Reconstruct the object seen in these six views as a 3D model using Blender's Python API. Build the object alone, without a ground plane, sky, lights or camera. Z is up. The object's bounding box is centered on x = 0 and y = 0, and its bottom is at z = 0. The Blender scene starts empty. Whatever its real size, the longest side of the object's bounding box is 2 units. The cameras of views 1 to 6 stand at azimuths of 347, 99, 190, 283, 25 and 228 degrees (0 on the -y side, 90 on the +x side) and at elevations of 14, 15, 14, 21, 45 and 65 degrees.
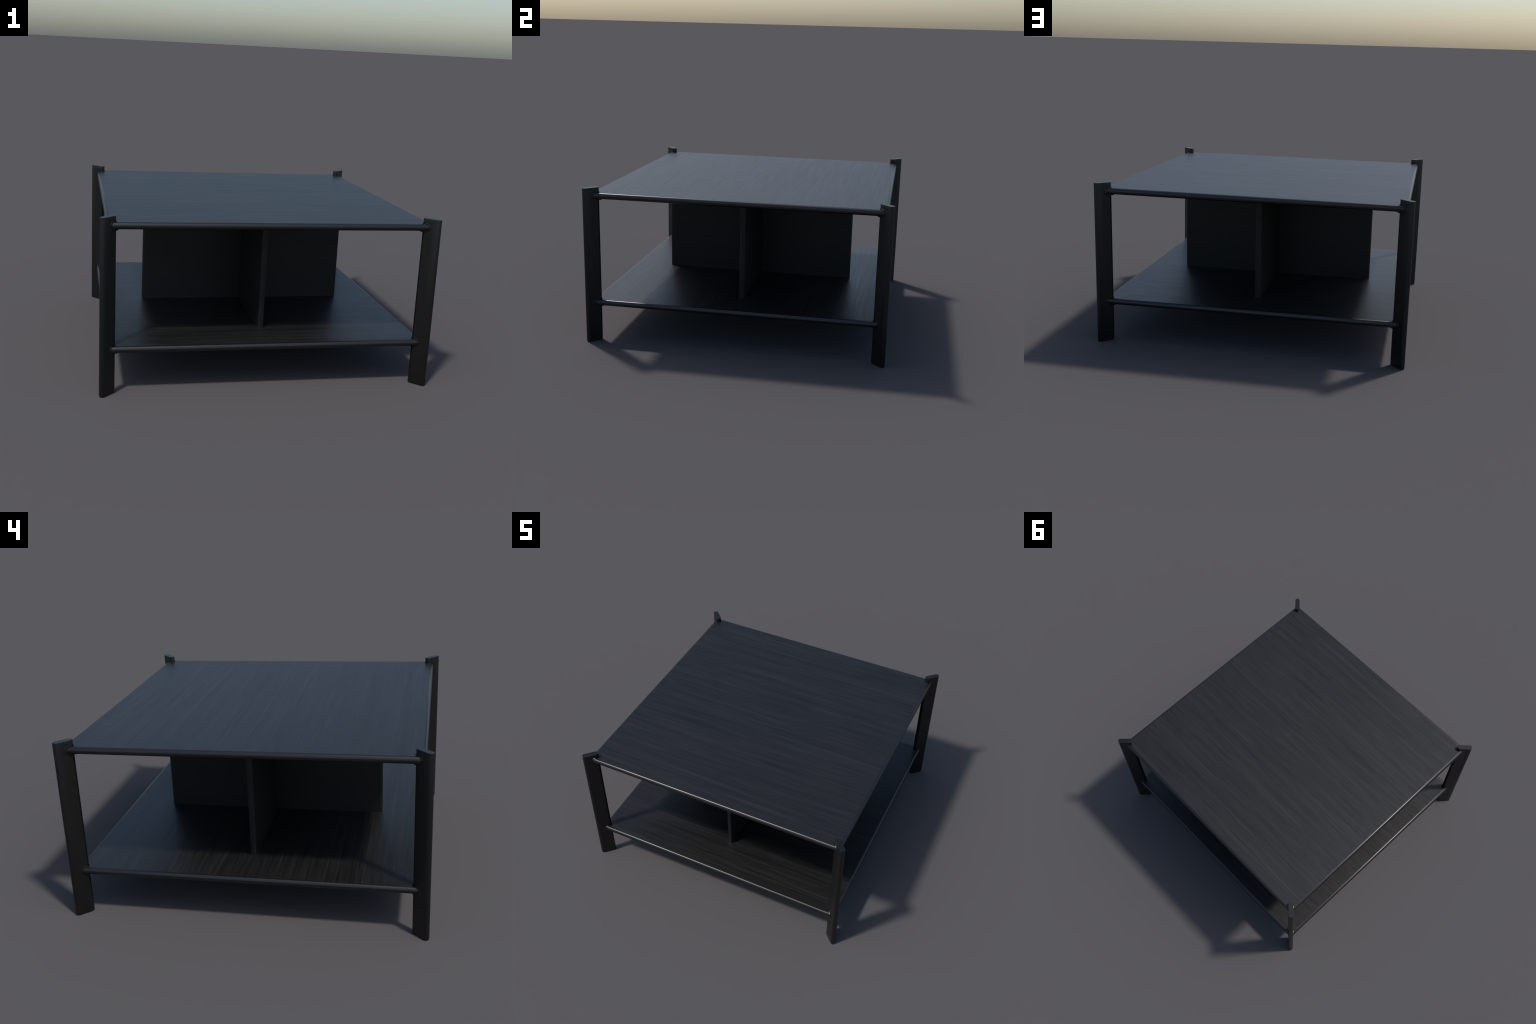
"""Square low table: four flat black legs set on the diagonals, two bullnosed
boards held in slots of the legs, a crossed pair of dividers between the boards."""
import bpy, bmesh, math
from mathutils import Matrix, Vector

# ------------------------------------------------------------------ sizes (m)
HALF = 1.0                  # half of the overall footprint
LEG_H = 1.049               # leg height
LEG_T = 0.037               # leg thickness (rounded narrow sides)
LEG_R = LEG_T / 2
LEG_OUT = (HALF - LEG_R) * math.sqrt(2)     # distance of the outer rounding's axis from the centre
LEG_IN = 1.2932 + LEG_R                      # same for the inner rounding
BOARD_HALF = 0.9632         # half side of both boards
BOARD_T = 0.0410
BOARD_R = BOARD_T / 2
TOP_Z = 0.9945              # mid height of the table top
SHELF_Z = 0.2680            # mid height of the lower shelf
DIV_HALF = 0.6853            # half length of a divider
DIV_T = 0.035
SLEEVE_GAP = 0.0066         # slot clearance, filled by the sleeve
TONGUE = 0.016              # how far its lower lip reaches inward under the board
SLEEVE_PROUD = 0.0030       # how far the sleeve stands out of the leg


# ------------------------------------------------------------------ helpers
def new_object(name, mesh, parent=None):
    ob = bpy.data.objects.new(name, mesh)
    bpy.context.scene.collection.objects.link(ob)
    ob.parent = parent
    return ob


def loft(name, rings):
    """Closed mesh through a stack of rings of equal length, capped at both ends."""
    bm = bmesh.new()
    rows = [[bm.verts.new(p) for p in ring] for ring in rings]
    n = len(rows[0])
    for a, b in zip(rows, rows[1:]):
        for i in range(n):
            j = (i + 1) % n
            bm.faces.new((a[i], a[j], b[j], b[i]))
    bm.faces.new(list(reversed(rows[0])))
    bm.faces.new(rows[-1])
    bmesh.ops.recalc_face_normals(bm, faces=bm.faces)
    me = bpy.data.meshes.new(name)
    bm.to_mesh(me)
    bm.free()
    return me


def stadium(x0, x1, r, steps=16, guard=0.0006):
    """Outline with two straight sides and two half-round ends, axis along x."""
    pts = []
    for cx, start in ((x1, -math.pi / 2), (x0, math.pi / 2)):
        inner = cx - guard if cx == x1 else cx + guard
        pts.append((inner, r * math.sin(start)))          # keeps the flat sides flat in shading
        for k in range(steps + 1):
            a = start + math.pi * k / steps
            pts.append((cx + r * math.cos(a), r * math.sin(a)))
        pts.append((inner, -r * math.sin(start)))
    return pts


def stadium_prism(name, x0, x1, r, z0, z1, soft=0.0, soft_low=0.0, steps=16):
    """Upright stadium prism with its end edges rounded."""
    rings = []
    if soft_low:
        for k in range(5):
            a = math.pi / 2 * k / 4
            o = stadium(x0, x1, r - soft_low * (1 - math.sin(a)), steps)
            rings.append([(x, y, z0 + soft_low * (1 - math.cos(a))) for x, y in o])
    else:
        rings.append([(x, y, z0) for x, y in stadium(x0, x1, r, steps)])
    if soft:
        for k in range(5):
            a = math.pi / 2 * k / 4
            o = stadium(x0, x1, r - soft * (1 - math.cos(a)), steps)
            rings.append([(x, y, z1 - soft * (1 - math.sin(a))) for x, y in o])
        rings.append([(x, y, z1) for x, y in stadium(x0, x1, r - soft - 0.0005, steps)])
    else:
        rings.append([(x, y, z1) for x, y in stadium(x0, x1, r, steps)])
    return loft(name, rings)


def round_bar(x0, x1, half_t, c, steps=10, guard=0.0006):
    """Bar outline with four rounded corners of radius c, axis along x."""
    pts = []
    for sx, sy, start in ((1, -1, -math.pi / 2), (1, 1, 0), (-1, 1, math.pi / 2), (-1, -1, math.pi)):
        cx, cy = (x1 - c if sx > 0 else x0 + c), sy * (half_t - c)
        arc = [start + math.pi / 2 * k / steps for k in range(steps + 1)]
        arc = [(cx + c * math.cos(a), cy + c * math.sin(a)) for a in arc]
        flat = (cx - sx * guard, sy * half_t)             # keeps the broad sides flat in shading
        pts += [flat] + arc if sx * sy < 0 else arc + [flat]
    return pts


def board(name, half, r, z=0.0, steps=16, guard=0.0008):
    """Square board with half-round edges."""
    rings = []
    for k in range(steps + 1):
        a = -math.pi / 2 + math.pi * k / steps
        h = half - r + r * math.cos(a)
        zz = z + r * math.sin(a)
        rings.append([(-h, -h, zz), (h, -h, zz), (h, h, zz), (-h, h, zz)])
    if guard:                                             # keeps the faces flat in shading
        h = half - r - guard
        flat = lambda zz: [(-h, -h, zz), (h, -h, zz), (h, h, zz), (-h, h, zz)]
        rings = [flat(z - r)] + rings + [flat(z + r)]
    return loft(name, rings)


def boolean(mesh, cutter, operation):
    """Apply an exact boolean between two meshes given in the same frame."""
    a = new_object("work", mesh)
    b = new_object("cutter", cutter)
    m = a.modifiers.new("cut", "BOOLEAN")
    m.object, m.operation, m.solver = b, operation, "EXACT"
    bpy.context.view_layer.update()
    out = bpy.data.meshes.new_from_object(a.evaluated_get(bpy.context.evaluated_depsgraph_get()))
    bpy.data.objects.remove(a)
    bpy.data.objects.remove(b)
    return out


def bevelled(mesh, width, segments, limit=40):
    a = new_object("work", mesh)
    m = a.modifiers.new("bevel", "BEVEL")
    m.width, m.segments, m.limit_method = width, segments, "ANGLE"
    m.angle_limit = math.radians(limit)
    bpy.context.view_layer.update()
    out = bpy.data.meshes.new_from_object(a.evaluated_get(bpy.context.evaluated_depsgraph_get()))
    bpy.data.objects.remove(a)
    return out


def finish(mesh, name, material, angle=35):
    mesh.name = name
    mesh.materials.clear()
    mesh.materials.append(material)
    mesh.shade_smooth()
    mesh.set_sharp_from_angle(angle=math.radians(angle))
    return mesh


# ------------------------------------------------------------------ materials
def node(nt, kind, at=(0, 0), **values):
    n = nt.nodes.new(kind)
    n.location = at
    for k, v in values.items():
        n.inputs[k.replace("_", " ")].default_value = v
    return n


def new_material(name):
    m = bpy.data.materials.new(name)
    m.use_nodes = True
    nt = m.node_tree
    return m, nt, nt.nodes["Principled BSDF"]


def stretched_noise(nt, stretch, scale, detail, rough=0.55, shift=(0, 0, 0)):
    co = nt.nodes.new("ShaderNodeTexCoord")
    mp = node(nt, "ShaderNodeMapping", Scale=stretch, Location=shift)
    nz = node(nt, "ShaderNodeTexNoise", Scale=scale, Detail=detail, Roughness=rough, Distortion=0.35)
    nt.links.new(co.outputs["Object"], mp.inputs["Vector"])
    nt.links.new(mp.outputs["Vector"], nz.inputs["Vector"])
    return nz.outputs["Fac"]


def ramp(nt, source, stops):
    r = nt.nodes.new("ShaderNodeValToRGB")
    while len(r.color_ramp.elements) < len(stops):
        r.color_ramp.elements.new(0.5)
    for e, (p, c) in zip(r.color_ramp.elements, stops):
        e.position, e.color = p, (*c, 1)
    nt.links.new(source, r.inputs["Fac"])
    return r.outputs["Color"]


def mix(nt, fac, a, b, kind="MIX"):
    m = nt.nodes.new("ShaderNodeMix")
    m.data_type, m.blend_type = "RGBA", kind
    for sock, v in ((m.inputs[0], fac), (m.inputs[6], a), (m.inputs[7], b)):
        if isinstance(v, (int, float)):
            sock.default_value = v
        elif isinstance(v, tuple):
            sock.default_value = (*v, 1)
        else:
            nt.links.new(v, sock)
    return m.outputs[2]


def stained_wood(name, dark, light, roughness, bump=0.33, specular=0.5):
    """Black-stained wood, grain along the object's x axis."""
    m, nt, bsdf = new_material(name)
    bsdf.inputs["Specular IOR Level"].default_value = specular
    fine = stretched_noise(nt, (1.5, 38, 38), 2.0, 5, 0.58)
    broad = stretched_noise(nt, (0.3, 9, 9), 2.0, 3, 0.5, (3.1, 1.7, 0.4))
    streak = stretched_noise(nt, (0.5, 30, 30), 1.7, 3, 0.5, (7.3, 2.2, 5.0))
    patch = stretched_noise(nt, (1.3, 2.6, 2.6), 2.0, 3, 0.6, (1.0, 9.0, 2.0))
    g = lambda v: (v, v, v)
    mid = tuple((a + b) / 2 for a, b in zip(dark, light))
    base = ramp(nt, fine, [(0.30, dark), (0.5, mid), (0.72, light)])
    base = mix(nt, 1.0, base, ramp(nt, broad, [(0.3, g(0.72)), (0.7, g(1.22))]), "MULTIPLY")
    base = mix(nt, 1.0, base, ramp(nt, patch, [(0.3, g(0.88)), (0.7, g(1.1))]), "MULTIPLY")
    lines = ramp(nt, streak, [(0.57, g(0.0)), (0.72, g(0.6))])
    base = mix(nt, lines, base, tuple(c * 1.65 for c in light))
    nt.links.new(base, bsdf.inputs["Base Color"])
    r = node(nt, "ShaderNodeMapRange", To_Min=roughness - 0.09, To_Max=roughness + 0.11)
    nt.links.new(fine, r.inputs["Value"])
    nt.links.new(r.outputs["Result"], bsdf.inputs["Roughness"])
    b = node(nt, "ShaderNodeBump", Strength=bump, Distance=0.002)
    nt.links.new(fine, b.inputs["Height"])
    nt.links.new(b.outputs["Normal"], bsdf.inputs["Normal"])
    return m


def painted(name, colour, roughness, bump, specular=0.5):
    m, nt, bsdf = new_material(name)
    bsdf.inputs["Specular IOR Level"].default_value = specular
    n = stretched_noise(nt, (40, 40, 6), 3.0, 4)
    c = ramp(nt, n, [(0.3, tuple(v * 0.88 for v in colour)), (0.7, tuple(v * 1.12 for v in colour))])
    nt.links.new(c, bsdf.inputs["Base Color"])
    bsdf.inputs["Roughness"].default_value = roughness
    b = node(nt, "ShaderNodeBump", Strength=bump, Distance=0.001)
    nt.links.new(n, b.inputs["Height"])
    nt.links.new(b.outputs["Normal"], bsdf.inputs["Normal"])
    return m


WOOD = stained_wood("black_stained_wood", (0.0054, 0.0054, 0.0054), (0.0132, 0.0127, 0.0120), 0.40)
LEG_WOOD = painted("black_leg_lacquer", (0.0048, 0.0048, 0.0046), 0.37, 0.15)
EDGE = painted("black_edge_lacquer", (0.0052, 0.0052, 0.0050), 0.33, 0.02, 0.66)
RUBBER = painted("black_sleeve_plastic", (0.004, 0.004, 0.004), 0.32, 0.03)
PANEL = stained_wood("black_panel_wood", (0.0046, 0.0046, 0.0046), (0.0072, 0.0072, 0.0070), 0.45, 0.05, 0.42)


# ------------------------------------------------------------------ table
table = bpy.data.objects.new("coffee_table", None)
bpy.context.scene.collection.objects.link(table)
table["label"] = "square black wooden coffee table with shelf and crossed divider"
table["category"] = "coffee table"

# boards: grained faces, smooth lacquered bullnose edges
def add_edges(mesh):
    mesh.materials.append(EDGE)
    for p in mesh.polygons:
        p.material_index = 0 if abs(p.normal.z) > 0.99 else 1


top = new_object("table_top", finish(board("table_top", BOARD_HALF, BOARD_R), "table_top", WOOD), table)
top.location.z = TOP_Z
add_edges(top.data)
shelf = new_object("shelf", finish(board("shelf", BOARD_HALF, BOARD_R), "shelf", WOOD), table)
shelf.location.z = SHELF_Z
add_edges(shelf.data)
shelf.rotation_euler.z = math.pi      # the other end of the plank: grain differs from the top

# centre foot: a short round post under the middle of the shelf
FOOT_R, FOOT_TOP = 0.022, SHELF_Z - BOARD_R + 0.0005
ring = lambda r, z: [(r * math.cos(t), r * math.sin(t), z) for t in (2 * math.pi * k / 40 for k in range(40))]
rings = [ring(FOOT_R - 0.003 * (1 - math.sin(b)), 0.003 * (1 - math.cos(b))) for b in (math.pi / 8 * k for k in range(5))]
foot = new_object("foot", finish(loft("foot", rings + [ring(FOOT_R, FOOT_TOP)]), "foot", LEG_WOOD), table)

# dividers: two panels with rounded upright ends, half-lapped at the crossing
z0, z1 = SHELF_Z + BOARD_R - 0.0005, TOP_Z - BOARD_R + 0.0005
zm = (z0 + z1) / 2
divider = bpy.data.objects.new("divider", None)
bpy.context.scene.collection.objects.link(divider)
divider.parent = table
divider.location.z = z0
for lap_low, angle in ((True, 0.0), (False, math.pi / 2)):
    outline = round_bar(-DIV_HALF, DIV_HALF, DIV_T / 2, 0.011)
    me = loft("divider_panel", [[(x, y, z) for x, y in outline] for z in (0, z1 - z0)])
    lo, hi = (-0.1, (z1 - z0) / 2) if lap_low else ((z1 - z0) / 2, 1.0)
    q = DIV_T / 2 + 0.0004
    slot = loft("slot", [[(-q, -.1, z), (q, -.1, z), (q, .1, z), (-q, .1, z)] for z in (lo, hi)])
    me = boolean(me, slot, "DIFFERENCE")
    panel = new_object("divider_panel", finish(me, "divider_panel", PANEL), divider)
    panel.rotation_euler.z = angle

# legs: one leg built in its own frame (x outward along the diagonal), used four times
MID = (LEG_OUT + LEG_IN) / 2
TO_LEG = Matrix.Translation((-MID, 0, 0)) @ Matrix.Rotation(-math.pi / 4, 4, "Z")


def board_in_leg_frame(z, grow):
    me = board("board_cutter", BOARD_HALF + grow, BOARD_R + grow, z, guard=0)
    me.transform(TO_LEG)
    return me


leg_mesh = stadium_prism("leg", LEG_IN - MID, LEG_OUT - MID, LEG_R, 0, LEG_H, soft=0.0012, soft_low=0.005)
sleeve_meshes = []
for z in (TOP_Z, SHELF_Z):
    leg_mesh = boolean(leg_mesh, board_in_leg_frame(z, SLEEVE_GAP - 0.0005), "DIFFERENCE")
    grip = stadium_prism("sleeve", LEG_IN - MID, LEG_OUT - MID, LEG_R + SLEEVE_PROUD, z - 0.06, z + 0.06, steps=20)
    grip = boolean(grip, board_in_leg_frame(z, SLEEVE_GAP), "INTERSECT")
    grip = boolean(grip, board_in_leg_frame(z, 0.0008), "DIFFERENCE")
    # the lower lip runs on as a round tongue under the board
    lip = stadium_prism("tongue", LEG_IN - MID - TONGUE, LEG_IN - MID + 0.01, LEG_R + SLEEVE_PROUD - 0.0004,
                        z - BOARD_R - SLEEVE_GAP - 0.0028, z - BOARD_R - 0.0008, steps=20)
    grip = boolean(grip, lip, "UNION")
    grip = bevelled(grip, 0.0014, 3, 50)
    sleeve_meshes.append(finish(grip, "sleeve", RUBBER, 40))
finish(leg_mesh, "leg", LEG_WOOD)

for k in range(4):
    a = math.pi / 4 + k * math.pi / 2
    leg = new_object("leg", leg_mesh, table)
    leg.location = (MID * math.cos(a), MID * math.sin(a), 0)
    leg.rotation_euler.z = a
    for me in sleeve_meshes:
        new_object("sleeve", me, leg)

for me in list(bpy.data.meshes):
    if not me.users:
        bpy.data.meshes.remove(me)
